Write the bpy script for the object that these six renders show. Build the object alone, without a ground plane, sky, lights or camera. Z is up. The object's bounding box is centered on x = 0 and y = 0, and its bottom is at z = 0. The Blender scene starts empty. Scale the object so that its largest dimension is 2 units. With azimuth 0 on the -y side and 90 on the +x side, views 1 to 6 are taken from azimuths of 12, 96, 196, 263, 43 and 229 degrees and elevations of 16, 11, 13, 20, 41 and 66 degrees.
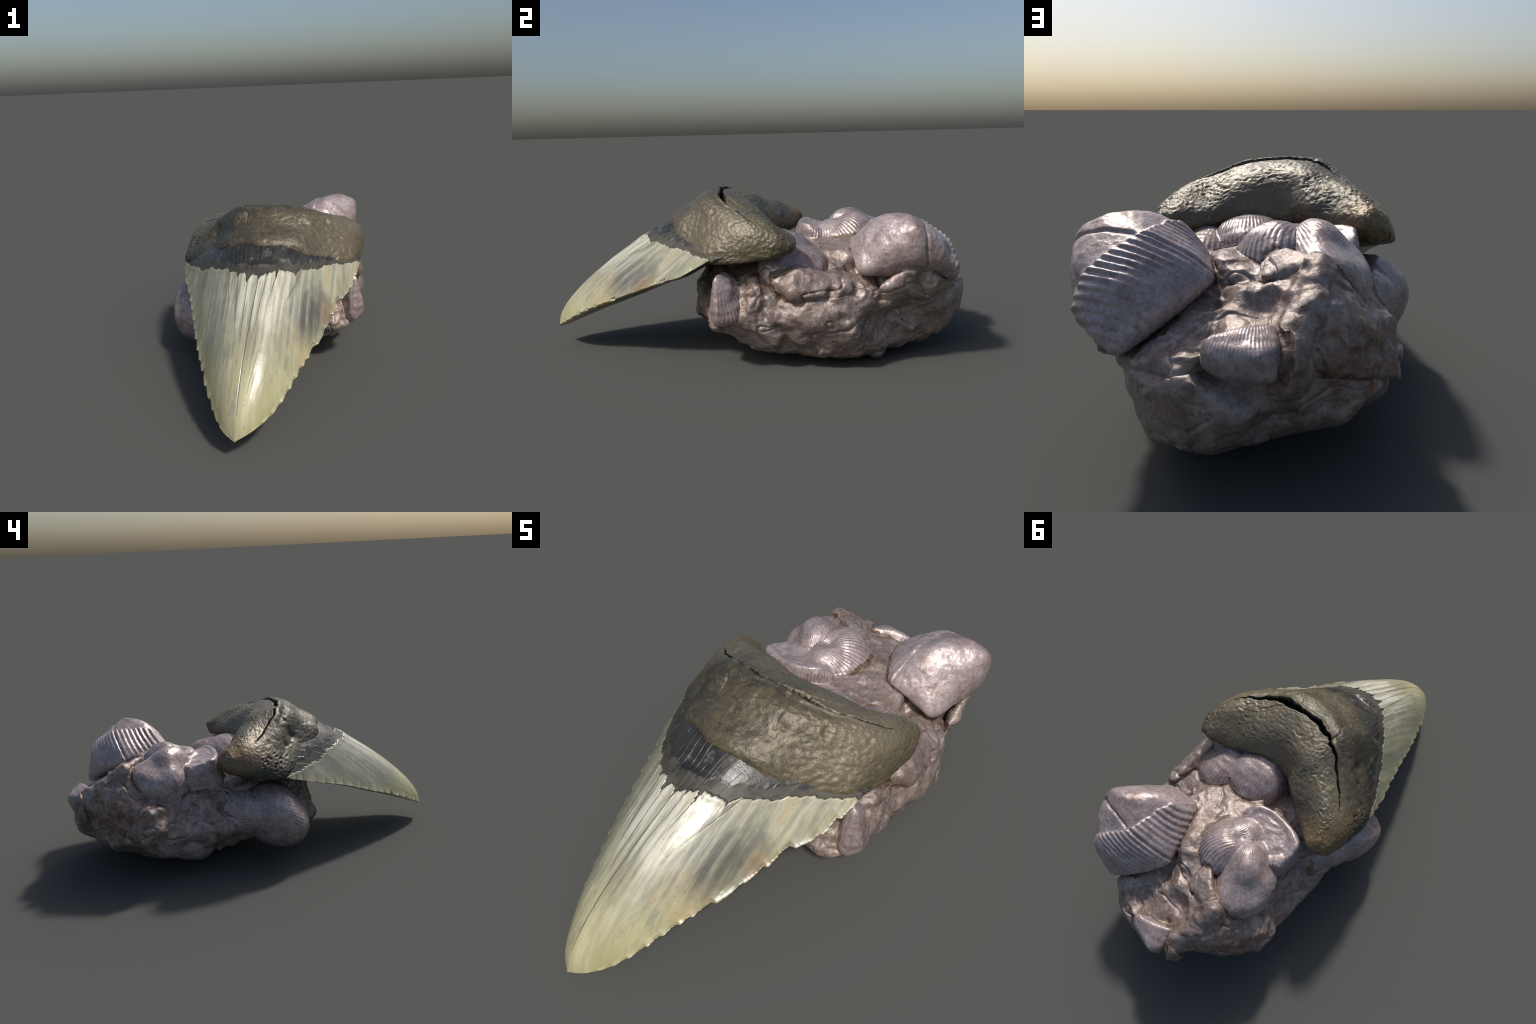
import bpy, bmesh, math
import numpy as np
from mathutils import Vector

rng = np.random.default_rng(7)
scene = bpy.context.scene

# ------------------------------------------------------------------ noise
_perm = np.random.default_rng(11).permutation(256).astype(np.int64)
_perm = np.concatenate([_perm, _perm, _perm])
_g = np.random.default_rng(12).normal(size=(256, 3))
_g /= np.linalg.norm(_g, axis=1)[:, None]


def perlin(p):
    """Gradient noise, about -1..1, for an (n,3) array."""
    i = np.floor(p).astype(np.int64)
    f = p - i
    w = f * f * f * (f * (f * 6 - 15) + 10)
    i &= 255
    out = 0.0
    for dx in (0, 1):
        for dy in (0, 1):
            for dz in (0, 1):
                h = _perm[_perm[_perm[i[:, 0] + dx] + i[:, 1] + dy] + i[:, 2] + dz]
                d = f - (dx, dy, dz)
                n = (_g[h] * d).sum(1)
                k = (w[:, 0] if dx else 1 - w[:, 0]) * (w[:, 1] if dy else 1 - w[:, 1]) * (w[:, 2] if dz else 1 - w[:, 2])
                out = out + n * k
    return out * 1.6


def fbm(p, octaves=4, gain=0.5):
    s, a, t = 0.0, 1.0, 0.0
    for o in range(octaves):
        s = s + a * perlin(p * 2.0 ** o + 17.3 * o)
        t += a
        a *= gain
    return s / t


def cells(p, seed=0):
    """Voronoi: distance to nearest point, to the second one, and the nearest cell's random number."""
    i = np.floor(p).astype(np.int64)
    d1 = np.full(len(p), 9.0)
    d2 = d1.copy()
    cid = np.zeros(len(p))
    tilt = np.zeros((len(p), 3))
    for dx in (-1, 0, 1):
        for dy in (-1, 0, 1):
            for dz in (-1, 0, 1):
                c = i + (dx, dy, dz)
                m = c & 255
                h = _perm[_perm[_perm[m[:, 0]] + m[:, 1]] + m[:, 2]] + seed
                h = h & 255
                o = np.stack([_perm[h], _perm[h + 53], _perm[h + 131]], 1) / 256.0
                d = np.linalg.norm(c + o - p, axis=1)
                near = d < d1
                tilt = np.where(near[:, None], (p - c - o) * 1.0, tilt)
                d2 = np.where(near, d1, np.minimum(d2, d))
                cid = np.where(near, _perm[h + 200] / 256.0, cid)
                d1 = np.where(near, d, d1)
    a = cid * 2 * np.pi * 7
    b = (cid * 13.7) % 1.0 * 2 - 1
    lean = np.stack([np.cos(a) * np.sqrt(1 - b * b), np.sin(a) * np.sqrt(1 - b * b), b], 1)
    return d1, d2, cid, (tilt * lean).sum(1)


def smoothstep(a, b, x):
    t = np.clip((x - a) / (b - a), 0, 1)
    return t * t * (3 - 2 * t)


# ------------------------------------------------------------------ mesh tools
def mesh_from(name, verts, faces):
    me = bpy.data.meshes.new(name)
    me.from_pydata([tuple(map(float, v)) for v in verts], [], [list(map(int, f)) for f in faces])
    me.update()
    return me


def coords(me):
    a = np.empty(len(me.vertices) * 3)
    me.vertices.foreach_get("co", a)
    return a.reshape(-1, 3)


def set_coords(me, a):
    me.vertices.foreach_set("co", np.ascontiguousarray(a, dtype=np.float32).ravel())
    me.update()


def normals(me):
    a = np.empty(len(me.vertices) * 3)
    me.vertex_normals.foreach_get("vector", a)
    return a.reshape(-1, 3)


def smooth_coords(me, rounds, hold=0.5):
    e = np.empty(len(me.edges) * 2, dtype=np.int64)
    me.edges.foreach_get("vertices", e)
    a, b = e[0::2], e[1::2]
    n = len(me.vertices)
    deg = np.maximum(np.bincount(a, minlength=n) + np.bincount(b, minlength=n), 1)
    p = coords(me)
    for _ in range(rounds):
        q = np.empty_like(p)
        for k in range(3):
            q[:, k] = (np.bincount(a, p[b, k], n) + np.bincount(b, p[a, k], n)) / deg
        p = p * (1 - hold) + q * hold
    set_coords(me, p)
    return p


def shade_smooth(me):
    me.polygons.foreach_set("use_smooth", np.ones(len(me.polygons), dtype=bool))
    me.update()


def hull_into(bm, pts):
    vs = [bm.verts.new(p) for p in pts]
    r = bmesh.ops.convex_hull(bm, input=vs)
    junk = [g for g in set(r["geom_interior"]) | set(r["geom_unused"]) if isinstance(g, bmesh.types.BMVert)]
    bmesh.ops.delete(bm, geom=junk, context="VERTS")


def lump_mesh(name, hulls, voxel, grow=0.0):
    """Union of convex lumps, re-meshed to even quads."""
    bm = bmesh.new()
    for pts in hulls:
        c = np.mean(pts, axis=0)
        out = []
        for p in pts:
            d = np.array(p) - c
            out.append(np.array(p) + grow * d / max(np.linalg.norm(d), 1e-6))
        b2 = bmesh.new()
        hull_into(b2, out)
        tmp = bpy.data.meshes.new("tmp")
        b2.to_mesh(tmp)
        b2.free()
        bm.from_mesh(tmp)
        bpy.data.meshes.remove(tmp)
    me = bpy.data.meshes.new(name + "_raw")
    bm.to_mesh(me)
    bm.free()
    ob = bpy.data.objects.new(name + "_raw", me)
    scene.collection.objects.link(ob)
    m = ob.modifiers.new("remesh", "REMESH")
    m.mode = "VOXEL"
    m.voxel_size = voxel
    m.adaptivity = 0.0
    dg = bpy.context.evaluated_depsgraph_get()
    res = bpy.data.meshes.new_from_object(ob.evaluated_get(dg))
    bpy.data.objects.remove(ob)
    bpy.data.meshes.remove(me)
    res.name = name
    return res


def cr(points, t):
    """Catmull-Rom through rows of points (open), sampled at t in 0..1."""
    P = np.asarray(points, float)
    n = len(P)
    x = np.clip(np.asarray(t) * (n - 1), 0, n - 1 - 1e-9)
    i = x.astype(int)
    f = (x - i)
    f = f.reshape(f.shape + (1,) * (P.ndim - 1))
    g = lambda k: P[np.clip(k, 0, n - 1)]
    a, b, c, d = g(i - 1), g(i), g(i + 1), g(i + 2)
    return 0.5 * (2 * b + (c - a) * f + (2 * a - 5 * b + 4 * c - d) * f ** 2 + (3 * b - a - 3 * c + d) * f ** 3)


def cr_closed(P, m):
    """Closed Catmull-Rom ring: P is (k, ..., 3) -> m samples."""
    k = len(P)
    x = np.arange(m) / m * k
    i = x.astype(int)
    f = (x - i).reshape((-1,) + (1,) * (P.ndim - 1))
    g = lambda j: P[j % k]
    a, b, c, d = g(i - 1), g(i), g(i + 1), g(i + 2)
    return 0.5 * (2 * b + (c - a) * f + (2 * a - 5 * b + 4 * c - d) * f ** 2 + (3 * b - a - 3 * c + d) * f ** 3), x


def make_object(name, me, mats, parent):
    ob = bpy.data.objects.new(name, me)
    scene.collection.objects.link(ob)
    for m in mats:
        me.materials.append(m)
    ob.parent = parent
    return ob


def empty(name, loc, label, category):
    ob = bpy.data.objects.new(name, None)
    ob.empty_display_size = 0.1
    scene.collection.objects.link(ob)
    ob["label"] = label
    ob["category"] = category
    return ob


# ------------------------------------------------------------------ materials
class Nodes:
    def __init__(self, name):
        self.mat = bpy.data.materials.new(name)
        self.mat.use_nodes = True
        self.t = self.mat.node_tree
        self.t.nodes.clear()
        self.out = self.t.nodes.new("ShaderNodeOutputMaterial")
        self.bsdf = self.t.nodes.new("ShaderNodeBsdfPrincipled")
        self.t.links.new(self.bsdf.outputs[0], self.out.inputs[0])
        self.obj = self.t.nodes.new("ShaderNodeTexCoord").outputs["Object"]

    def n(self, kind, **kw):
        x = self.t.nodes.new(kind)
        for k, v in kw.items():
            setattr(x, k, v)
        return x

    def put(self, sock, v):
        if hasattr(v, "is_output"):
            self.t.links.new(v, sock)
        else:
            sock.default_value = v

    def math(self, op, a, b=0.0, c=0.0, clamp=False):
        x = self.n("ShaderNodeMath", operation=op, use_clamp=clamp)
        for s, v in zip(x.inputs, (a, b, c)):
            self.put(s, v)
        return x.outputs[0]

    def scale(self, vec, s, loc=(0, 0, 0), rot=(0, 0, 0)):
        x = self.n("ShaderNodeMapping")
        self.put(x.inputs["Vector"], vec)
        x.inputs["Scale"].default_value = s
        x.inputs["Location"].default_value = loc
        x.inputs["Rotation"].default_value = rot
        return x.outputs[0]

    def noise(self, vec, s=1.0, detail=4.0, rough=0.5, dist=0.0):
        x = self.n("ShaderNodeTexNoise")
        self.put(x.inputs["Vector"], vec)
        x.inputs["Scale"].default_value = s
        x.inputs["Detail"].default_value = detail
        x.inputs["Roughness"].default_value = rough
        x.inputs["Distortion"].default_value = dist
        return x.outputs["Fac"]

    def voronoi(self, vec, s, feature="F1", out="Distance"):
        x = self.n("ShaderNodeTexVoronoi", feature=feature)
        self.put(x.inputs["Vector"], vec)
        x.inputs["Scale"].default_value = s
        return x.outputs[out]

    def ramp(self, f, a, b, lo=0.0, hi=1.0):
        x = self.n("ShaderNodeMapRange", interpolation_type="SMOOTHSTEP")
        self.put(x.inputs["Value"], f)
        x.inputs["From Min"].default_value = a
        x.inputs["From Max"].default_value = b
        x.inputs["To Min"].default_value = lo
        x.inputs["To Max"].default_value = hi
        return x.outputs[0]

    def colramp(self, f, stops):
        x = self.n("ShaderNodeValToRGB")
        self.put(x.inputs[0], f)
        e = x.color_ramp.elements
        while len(e) > 1:
            e.remove(e[-1])
        for k, (pos, c) in enumerate(stops):
            q = e[0] if k == 0 else e.new(pos)
            q.position = pos
            q.color = (*c, 1)
        return x.outputs[0]

    def mix(self, f, a, b, mode="MIX"):
        x = self.n("ShaderNodeMix", data_type="RGBA", blend_type=mode)
        self.put(x.inputs["Factor"], f)
        for s, v in ((x.inputs["A"], a), (x.inputs["B"], b)):
            pass
        A = [s for s in x.inputs if s.name == "A" and s.type == "RGBA"][0]
        B = [s for s in x.inputs if s.name == "B" and s.type == "RGBA"][0]
        self.put(A, (*a, 1) if isinstance(a, tuple) else a)
        self.put(B, (*b, 1) if isinstance(b, tuple) else b)
        return [s for s in x.outputs if s.type == "RGBA"][0]

    def sep(self, vec):
        x = self.n("ShaderNodeSeparateXYZ")
        self.put(x.inputs[0], vec)
        return x.outputs

    def comb(self, a, b, c):
        x = self.n("ShaderNodeCombineXYZ")
        for s, v in zip(x.inputs, (a, b, c)):
            self.put(s, v)
        return x.outputs[0]

    def blob(self, center, radii, soft=0.5, wobble=0.0):
        """1 inside an ellipsoid patch, fading out at its rim."""
        v = self.n("ShaderNodeVectorMath", operation="SUBTRACT")
        self.put(v.inputs[0], self.obj)
        v.inputs[1].default_value = center
        w = self.n("ShaderNodeVectorMath", operation="DIVIDE")
        self.put(w.inputs[0], v.outputs[0])
        w.inputs[1].default_value = radii
        l = self.n("ShaderNodeVectorMath", operation="LENGTH")
        self.put(l.inputs[0], w.outputs[0])
        d = l.outputs["Value"]
        if wobble:
            d = self.math("ADD", d, self.math("MULTIPLY", self.math("SUBTRACT", self.noise(self.obj, 18, 4), 0.5), wobble))
        return self.ramp(d, 1 - soft, 1 + soft, 1, 0)

    def bump(self, h, strength, dist):
        x = self.n("ShaderNodeBump")
        self.put(x.inputs["Height"], h)
        x.inputs["Strength"].default_value = strength
        x.inputs["Distance"].default_value = dist
        self.t.links.new(x.outputs[0], self.bsdf.inputs["Normal"])

    def finish(self, color, rough, metal=0.0, spec=0.5, coat=0.0, coat_rough=0.2):
        self.put(self.bsdf.inputs["Base Color"], (*color, 1) if isinstance(color, tuple) else color)
        self.put(self.bsdf.inputs["Roughness"], rough)
        self.put(self.bsdf.inputs["Metallic"], metal)
        self.put(self.bsdf.inputs["Specular IOR Level"], spec)
        self.put(self.bsdf.inputs["Coat Weight"], coat)
        self.put(self.bsdf.inputs["Coat Roughness"], coat_rough)
        return self.mat


def stone_material(name, shell=False, fan=None, rib_depth=0.75):
    k = Nodes(name)
    big = k.noise(k.obj, 5, 5, 0.6)
    mid = k.noise(k.obj, 20, 8, 0.68, 0.6)
    fine = k.noise(k.obj, 90, 5, 0.7)
    f = k.math("ADD", k.math("MULTIPLY", big, 0.30), k.math("ADD", k.math("MULTIPLY", mid, 0.40), k.math("MULTIPLY", k.noise(k.obj, 55, 7, 0.7, 0.4), 0.30)))
    if shell:
        col = k.colramp(f, [(0.34, (0.202, 0.145, 0.129)), (0.45, (0.326, 0.256, 0.245)), (0.55, (0.450, 0.371, 0.367)), (0.66, (0.588, 0.512, 0.517))])
    else:
        col = k.colramp(f, [(0.34, (0.097, 0.062, 0.046)), (0.44, (0.208, 0.152, 0.127)), (0.53, (0.302, 0.238, 0.208)), (0.60, (0.404, 0.335, 0.306)), (0.68, (0.513, 0.453, 0.439))])
    # dusky and rosy drift
    col = k.mix(k.ramp(k.noise(k.scale(k.obj, (1, 1, 1), (3, 1, 2)), 9, 5, 0.6), 0.5, 0.7, 0, 0.5), col, (0.235, 0.150, 0.125))
    col = k.mix(k.ramp(k.noise(k.scale(k.obj, (1, 1, 1), (7, 5, 1)), 13, 6, 0.7), 0.54, 0.68, 0, 0.55), col, (0.095, 0.070, 0.058) if not shell else (0.16, 0.125, 0.115))
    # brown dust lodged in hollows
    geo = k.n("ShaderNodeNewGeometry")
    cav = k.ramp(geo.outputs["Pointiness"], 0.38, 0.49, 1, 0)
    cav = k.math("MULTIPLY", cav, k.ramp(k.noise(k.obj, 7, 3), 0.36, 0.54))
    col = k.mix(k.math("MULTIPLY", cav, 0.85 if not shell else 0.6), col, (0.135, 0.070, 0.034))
    # rust stains
    rust = k.math("MULTIPLY", k.blob((-0.38, 0.73, 0.36), (0.14, 0.17, 0.15), 0.5, 1.2), k.ramp(k.noise(k.obj, 30, 6, 0.7), 0.48, 0.60))
    col = k.mix(k.math("MULTIPLY", rust, 0.85), col, (0.20, 0.075, 0.030))
    col = k.mix(k.ramp(fine, 0.50, 0.70, 0.0, 0.50), col, (0.06, 0.042, 0.034))
    blot = k.ramp(k.noise(k.scale(k.obj, (1, 1, 1.3), (2, 9, 4)), 26, 8, 0.72, 0.8), 0.53, 0.66)
    col = k.mix(k.math("MULTIPLY", blot, 0.6 if not shell else 0.35), col, (0.085, 0.058, 0.045) if not shell else (0.17, 0.125, 0.112))
    pale = k.ramp(k.noise(k.scale(k.obj, (1.2, 1, 1), (8, 3, 6)), 17, 7, 0.7, 0.5), 0.55, 0.70)
    col = k.mix(k.math("MULTIPLY", pale, 0.5), col, (0.43, 0.385, 0.375))
    h = k.math("ADD", k.math("MULTIPLY", fine, 0.4), k.noise(k.obj, 42, 7, 0.65))
    if fan:
        beak, axis, ribs, _ = fan
        ax = Vector(axis).normalized()
        u = ax.cross(Vector((0.31, 0.2, 0.93))).normalized()
        v = ax.cross(u)
        r = k.n("ShaderNodeVectorMath", operation="SUBTRACT")
        k.put(r.inputs[0], k.obj)
        r.inputs[1].default_value = beak

        def along(d):
            x = k.n("ShaderNodeVectorMath", operation="DOT_PRODUCT")
            k.put(x.inputs[0], r.outputs[0])
            x.inputs[1].default_value = d
            return x.outputs["Value"]

        ang = k.math("ARCTAN2", along(v), along(u))
        ph = k.math("ADD", k.math("MULTIPLY", ang, ribs), k.math("MULTIPLY", k.noise(k.obj, 12, 3), 5.0))
        rib = k.math("MULTIPLY", k.math("ADD", k.math("COSINE", ph), 1.0), 0.5)
        worn = k.ramp(k.noise(k.obj, 11, 4), 0.38, 0.58)
        groove = k.math("MULTIPLY", k.math("SUBTRACT", 1.0, rib), worn)
        col = k.mix(k.math("MULTIPLY", groove, 0.5 * rib_depth), col, (0.115, 0.085, 0.075))
        h = k.math("SUBTRACT", k.math("MULTIPLY", h, 0.8), k.math("MULTIPLY", groove, rib_depth))
    k.bump(h, 0.60 if not shell else 0.40, 0.006)
    rough = k.ramp(mid, 0.32, 0.68, 0.44, 0.26) if not shell else k.ramp(mid, 0.32, 0.68, 0.40, 0.25)
    return k.finish(col, rough, 0.28, 0.75)


def tooth_coordinate(k):
    """Across-the-blade coordinate that narrows with the blade toward the tip."""
    x, y, z = k.sep(k.obj)
    half = k.math("ADD", k.math("MULTIPLY", k.math("ADD", y, 1.06), 0.46), 0.03)
    s = k.math("DIVIDE", k.math("SUBTRACT", x, 0.045), half)
    return s, x, y, z


def crack_lines(k, s, y, count, width, wob=0.02):
    """Hairline cracks that run along the tooth, unevenly spaced."""
    w = k.noise(k.comb(k.math("MULTIPLY", s, 2.0), k.math("MULTIPLY", y, 9.0), 0.0), 1.0, 4, 0.6)
    t = k.math("ADD", s, k.math("MULTIPLY", k.math("SUBTRACT", w, 0.5), wob))
    v = k.n("ShaderNodeTexVoronoi", feature="DISTANCE_TO_EDGE", voronoi_dimensions="1D")
    k.put(v.inputs["W"], t)
    v.inputs["Scale"].default_value = count
    return k.ramp(v.outputs["Distance"], 0.0, width, 1, 0)


def enamel_material():
    k = Nodes("enamel")
    s, x, y, z = tooth_coordinate(k)
    lane = lambda a, b, c, d=5, r=0.6: k.noise(k.comb(k.math("MULTIPLY", x, a), k.math("MULTIPLY", y, b), c), 1.0, d, r)
    streak = lane(75.0, 4.0, 0.3)
    fine = lane(260.0, 9.0, 0.9, 3)
    cloud = lane(8.0, 4.0, 0.0, 4, 0.55)
    soft = lane(24.0, 9.0, 2.0, 5, 0.65)
    f = k.math("ADD", k.math("MULTIPLY", streak, 0.30), k.math("ADD", k.math("MULTIPLY", cloud, 0.35), k.math("ADD", k.math("MULTIPLY", soft, 0.25), k.math("MULTIPLY", fine, 0.10))))
    col = k.colramp(f, [(0.37, (0.095, 0.096, 0.074)), (0.45, (0.195, 0.194, 0.140)), (0.52, (0.315, 0.305, 0.215)), (0.61, (0.490, 0.465, 0.335))])
    # darker olive on the left flank, yellow toward tip and rims
    col = k.mix(k.ramp(s, -0.02, -0.7, 0, 0.40), col, (0.255, 0.245, 0.155))
    col = k.mix(k.ramp(y, -0.66, -0.98, 0, 0.5), col, (0.46, 0.42, 0.20))
    col = k.mix(k.ramp(k.math("ABSOLUTE", s), 0.78, 1.0, 0, 0.45), col, (0.37, 0.35, 0.17))
    col = k.mix(k.math("MULTIPLY", k.ramp(lane(16.0, 5.0, 7.0, 5), 0.54, 0.68), 0.45), col, (0.38, 0.29, 0.13))
    # the smoky patch at the right edge, brown at its rim
    patch = k.blob((0.285, -0.545, 0.38), (0.095, 0.125, 0.13), 0.65, 1.8)
    pst = k.math("MULTIPLY", patch, k.ramp(k.math("ADD", k.math("MULTIPLY", streak, 0.5), k.math("MULTIPLY", soft, 0.5)), 0.35, 0.60, 1.0, 0.62))
    col = k.mix(k.math("MULTIPLY", pst, 0.92), col, (0.060, 0.060, 0.048))
    brown = k.math("MULTIPLY", k.blob((0.345, -0.46, 0.37), (0.035, 0.06, 0.06), 0.8, 1.6), k.ramp(soft, 0.35, 0.6, 0.3, 1.0))
    col = k.mix(k.math("MULTIPLY", brown, 0.75), col, (0.20, 0.115, 0.045))
    col = k.mix(k.math("MULTIPLY", k.blob((0.27, -0.68, 0.28), (0.05, 0.10, 0.06), 0.8, 1.6), 0.38), col, (0.33, 0.235, 0.10))
    # smaller grey wisps
    wisp = k.ramp(lane(22.0, 8.0, 4.2, 7, 0.7), 0.53, 0.66)
    col = k.mix(k.math("MULTIPLY", wisp, 0.55), col, (0.150, 0.155, 0.130))
    # highlight of the upper blade painted as pale streaks between the long cracks
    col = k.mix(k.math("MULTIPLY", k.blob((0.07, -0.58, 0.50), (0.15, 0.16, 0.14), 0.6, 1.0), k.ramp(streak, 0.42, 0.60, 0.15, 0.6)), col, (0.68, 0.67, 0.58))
    # long cracks that start in the gaps of the enamel border and run toward the tip
    half = k.math("ADD", k.math("MULTIPLY", k.math("ADD", y, 1.06), 0.46), 0.03)
    wob = k.math("MULTIPLY", k.math("SUBTRACT", lane(7.0, 14.0, 5.0, 5, 0.6), 0.5), 0.030)
    cr1 = None
    for s0, y_end, wd in ((-0.385, -0.62, 0.0015), (-0.245, -0.70, 0.0018), (-0.090, -0.74, 0.0020), (0.068, -0.96, 0.0024), (0.185, -0.68, 0.0016), (0.315, -0.60, 0.0020), (0.56, -0.56, 0.0014)):
        d = k.math("MULTIPLY", k.math("ABSOLUTE", k.math("SUBTRACT", k.math("ADD", s, wob), s0)), half)
        m = k.math("MULTIPLY", k.ramp(d, wd * 0.3, wd * 1.5, 1, 0), k.ramp(y, y_end - 0.08, y_end + 0.05))
        cr1 = m if cr1 is None else k.math("MAXIMUM", cr1, m)
    cr1 = k.math("MULTIPLY", cr1, k.ramp(lane(30.0, 12.0, 8.0, 4), 0.30, 0.44, 0.25, 1.0))
    col = k.mix(k.math("MULTIPLY", cr1, 0.85), col, (0.105, 0.072, 0.034))
    pits = k.ramp(k.voronoi(k.obj, 48), 0.05, 0.20, 1, 0)
    pits = k.math("MULTIPLY", pits, k.ramp(cloud, 0.46, 0.56))
    col = k.mix(k.math("MULTIPLY", pits, 0.5), col, (0.11, 0.10, 0.075))
    h = k.math("SUBTRACT", k.math("MULTIPLY", streak, 0.5), cr1)
    k.bump(k.math("ADD", h, k.math("MULTIPLY", fine, 0.25)), 0.35, 0.003)
    return k.finish(col, k.ramp(soft, 0.3, 0.7, 0.42, 0.28), 0.0, 0.85)


def band_material(name, glossy):
    k = Nodes(name)
    s, x, y, z = tooth_coordinate(k)
    n = k.noise(k.obj, 30, 5, 0.6)
    fine = k.noise(k.obj, 160, 4, 0.7)
    if glossy:
        col = k.colramp(n, [(0.35, (0.014, 0.013, 0.011)), (0.6, (0.028, 0.027, 0.023)), (0.70, (0.12, 0.118, 0.112))])  # last grey stop paints the band's sheen into its colour
        rough, bs = k.ramp(n, 0.3, 0.7, 0.24, 0.40), 0.4
    else:
        col = k.colramp(n, [(0.35, (0.034, 0.032, 0.025)), (0.65, (0.066, 0.061, 0.048))])
        rough, bs = 0.5, 0.4
    c = crack_lines(k, s, y, 15.0, 0.045, 0.04)
    c = k.math("MULTIPLY", c, k.ramp(k.noise(k.comb(k.math("MULTIPLY", s, 8.0), k.math("MULTIPLY", y, 14.0), 3.0), 1.0, 3), 0.38, 0.5))
    col = k.mix(k.math("MULTIPLY", c, 0.85), col, (0.16, 0.115, 0.06))
    k.bump(k.math("SUBTRACT", k.math("MULTIPLY", fine, 0.5), c), bs, 0.003)
    return k.finish(col, rough, 0.0, 0.65 if glossy else 0.4)


def root_material():
    k = Nodes("root_bone")
    big = k.noise(k.obj, 6, 4, 0.6)
    mid = k.noise(k.obj, 28, 6, 0.65, 0.4)
    fine = k.noise(k.obj, 95, 5, 0.7)
    f = k.math("ADD", k.math("MULTIPLY", big, 0.45), k.math("MULTIPLY", mid, 0.55))
    col = k.colramp(f, [(0.32, (0.026, 0.023, 0.017)), (0.46, (0.060, 0.050, 0.032)), (0.58, (0.111, 0.090, 0.054)), (0.70, (0.211, 0.170, 0.095))])
    # right half tinted paler and more golden, the left lobe rusty
    col = k.mix(k.math("MULTIPLY", k.blob((0.36, -0.08, 0.57), (0.24, 0.30, 0.22), 0.6, 0.8), 0.38), col, (0.180, 0.150, 0.092))
    x, y, z = k.sep(k.obj)
    col = k.mix(k.math("MULTIPLY", k.math("MULTIPLY", k.ramp(x, 0.12, -0.22), k.ramp(y, 0.0, -0.14)), k.ramp(big, 0.30, 0.62, 0.75, 0.25)), col, (0.030, 0.029, 0.024))
    col = k.mix(k.math("MULTIPLY", k.blob((-0.35, 0.13, 0.59), (0.12, 0.14, 0.10), 0.6, 0.8), 0.45), col, (0.27, 0.175, 0.070))
    col = k.mix(k.math("MULTIPLY", k.blob((0.05, 0.03, 0.70), (0.50, 0.13, 0.14), 0.5, 0.8), 0.35), col, (0.235, 0.205, 0.140))
    # black staining low on the left
    low = k.blob((-0.37, 0.0, 0.50), (0.09, 0.20, 0.035), 0.5, 1.2)
    col = k.mix(k.math("MULTIPLY", low, 0.8), col, (0.020, 0.022, 0.021))
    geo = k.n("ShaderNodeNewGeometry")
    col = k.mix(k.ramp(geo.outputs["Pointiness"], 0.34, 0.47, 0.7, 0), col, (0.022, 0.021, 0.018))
    col = k.mix(k.ramp(fine, 0.55, 0.68, 0, 0.55), col, (0.25, 0.20, 0.11))
    h = k.math("ADD", k.math("MULTIPLY", fine, 0.45), mid)
    k.bump(k.math("ADD", h, k.math("MULTIPLY", k.noise(k.obj, 60, 4, 0.6), 0.6)), 0.5, 0.006)
    return k.finish(col, k.ramp(mid, 0.3, 0.7, 0.44, 0.32), 0.22, 0.6)


def gash_material():
    k = Nodes("black_crack")
    n = k.noise(k.obj, 40, 5, 0.7)
    k.bump(n, 0.8, 0.01)
    return k.finish(k.colramp(n, [(0.40, (0.010, 0.010, 0.009)), (0.62, (0.020, 0.019, 0.016)), (0.70, (0.12, 0.10, 0.06))]), 0.6, 0.0, 0.4)


def sediment_material():
    k = Nodes("brown_sediment")
    n = k.noise(k.obj, 30, 7, 0.7, 0.5)
    fine = k.noise(k.obj, 110, 4, 0.7)
    k.bump(k.math("ADD", n, k.math("MULTIPLY", fine, 0.5)), 0.6, 0.006)
    return k.finish(k.colramp(n, [(0.38, (0.070, 0.038, 0.020)), (0.52, (0.150, 0.098, 0.068)), (0.64, (0.270, 0.205, 0.170))]), 0.45, 0.1, 0.6)


SEDIMENT = sediment_material()
GASH = gash_material()
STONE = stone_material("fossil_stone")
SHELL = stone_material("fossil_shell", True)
ENAMEL = enamel_material()
BAND_DARK = band_material("polished_neck", True)
BAND_DULL = band_material("dull_neck", False)
ROOT = root_material()

# ------------------------------------------------------------------ the tooth
tooth = empty("shark_tooth", (0, 0, 0), "large fossil shark tooth, cream serrated blade, dark root", "fossil tooth")

# blade edges from root corner to tip: (x, y, z)
RIGHT_EDGE = [(0.455, -0.07, 0.520), (0.456, -0.145, 0.494), (0.430, -0.265, 0.427), (0.392, -0.350, 0.398), (0.348, -0.478, 0.346),
              (0.314, -0.594, 0.302), (0.262, -0.720, 0.250), (0.221, -0.825, 0.199), (0.174, -0.905, 0.152), (0.112, -0.965, 0.115), (0.046, -0.997, 0.082)]
LEFT_EDGE = [(-0.374, -0.05, 0.49), (-0.374, -0.13, 0.468), (-0.342, -0.24, 0.432), (-0.302, -0.335, 0.398), (-0.250, -0.464, 0.352),
             (-0.195, -0.615, 0.286), (-0.144, -0.73, 0.236), (-0.100, -0.825, 0.189), (-0.044, -0.920, 0.134), (-0.002, -0.970, 0.104), (0.046, -0.997, 0.082)]
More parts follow.
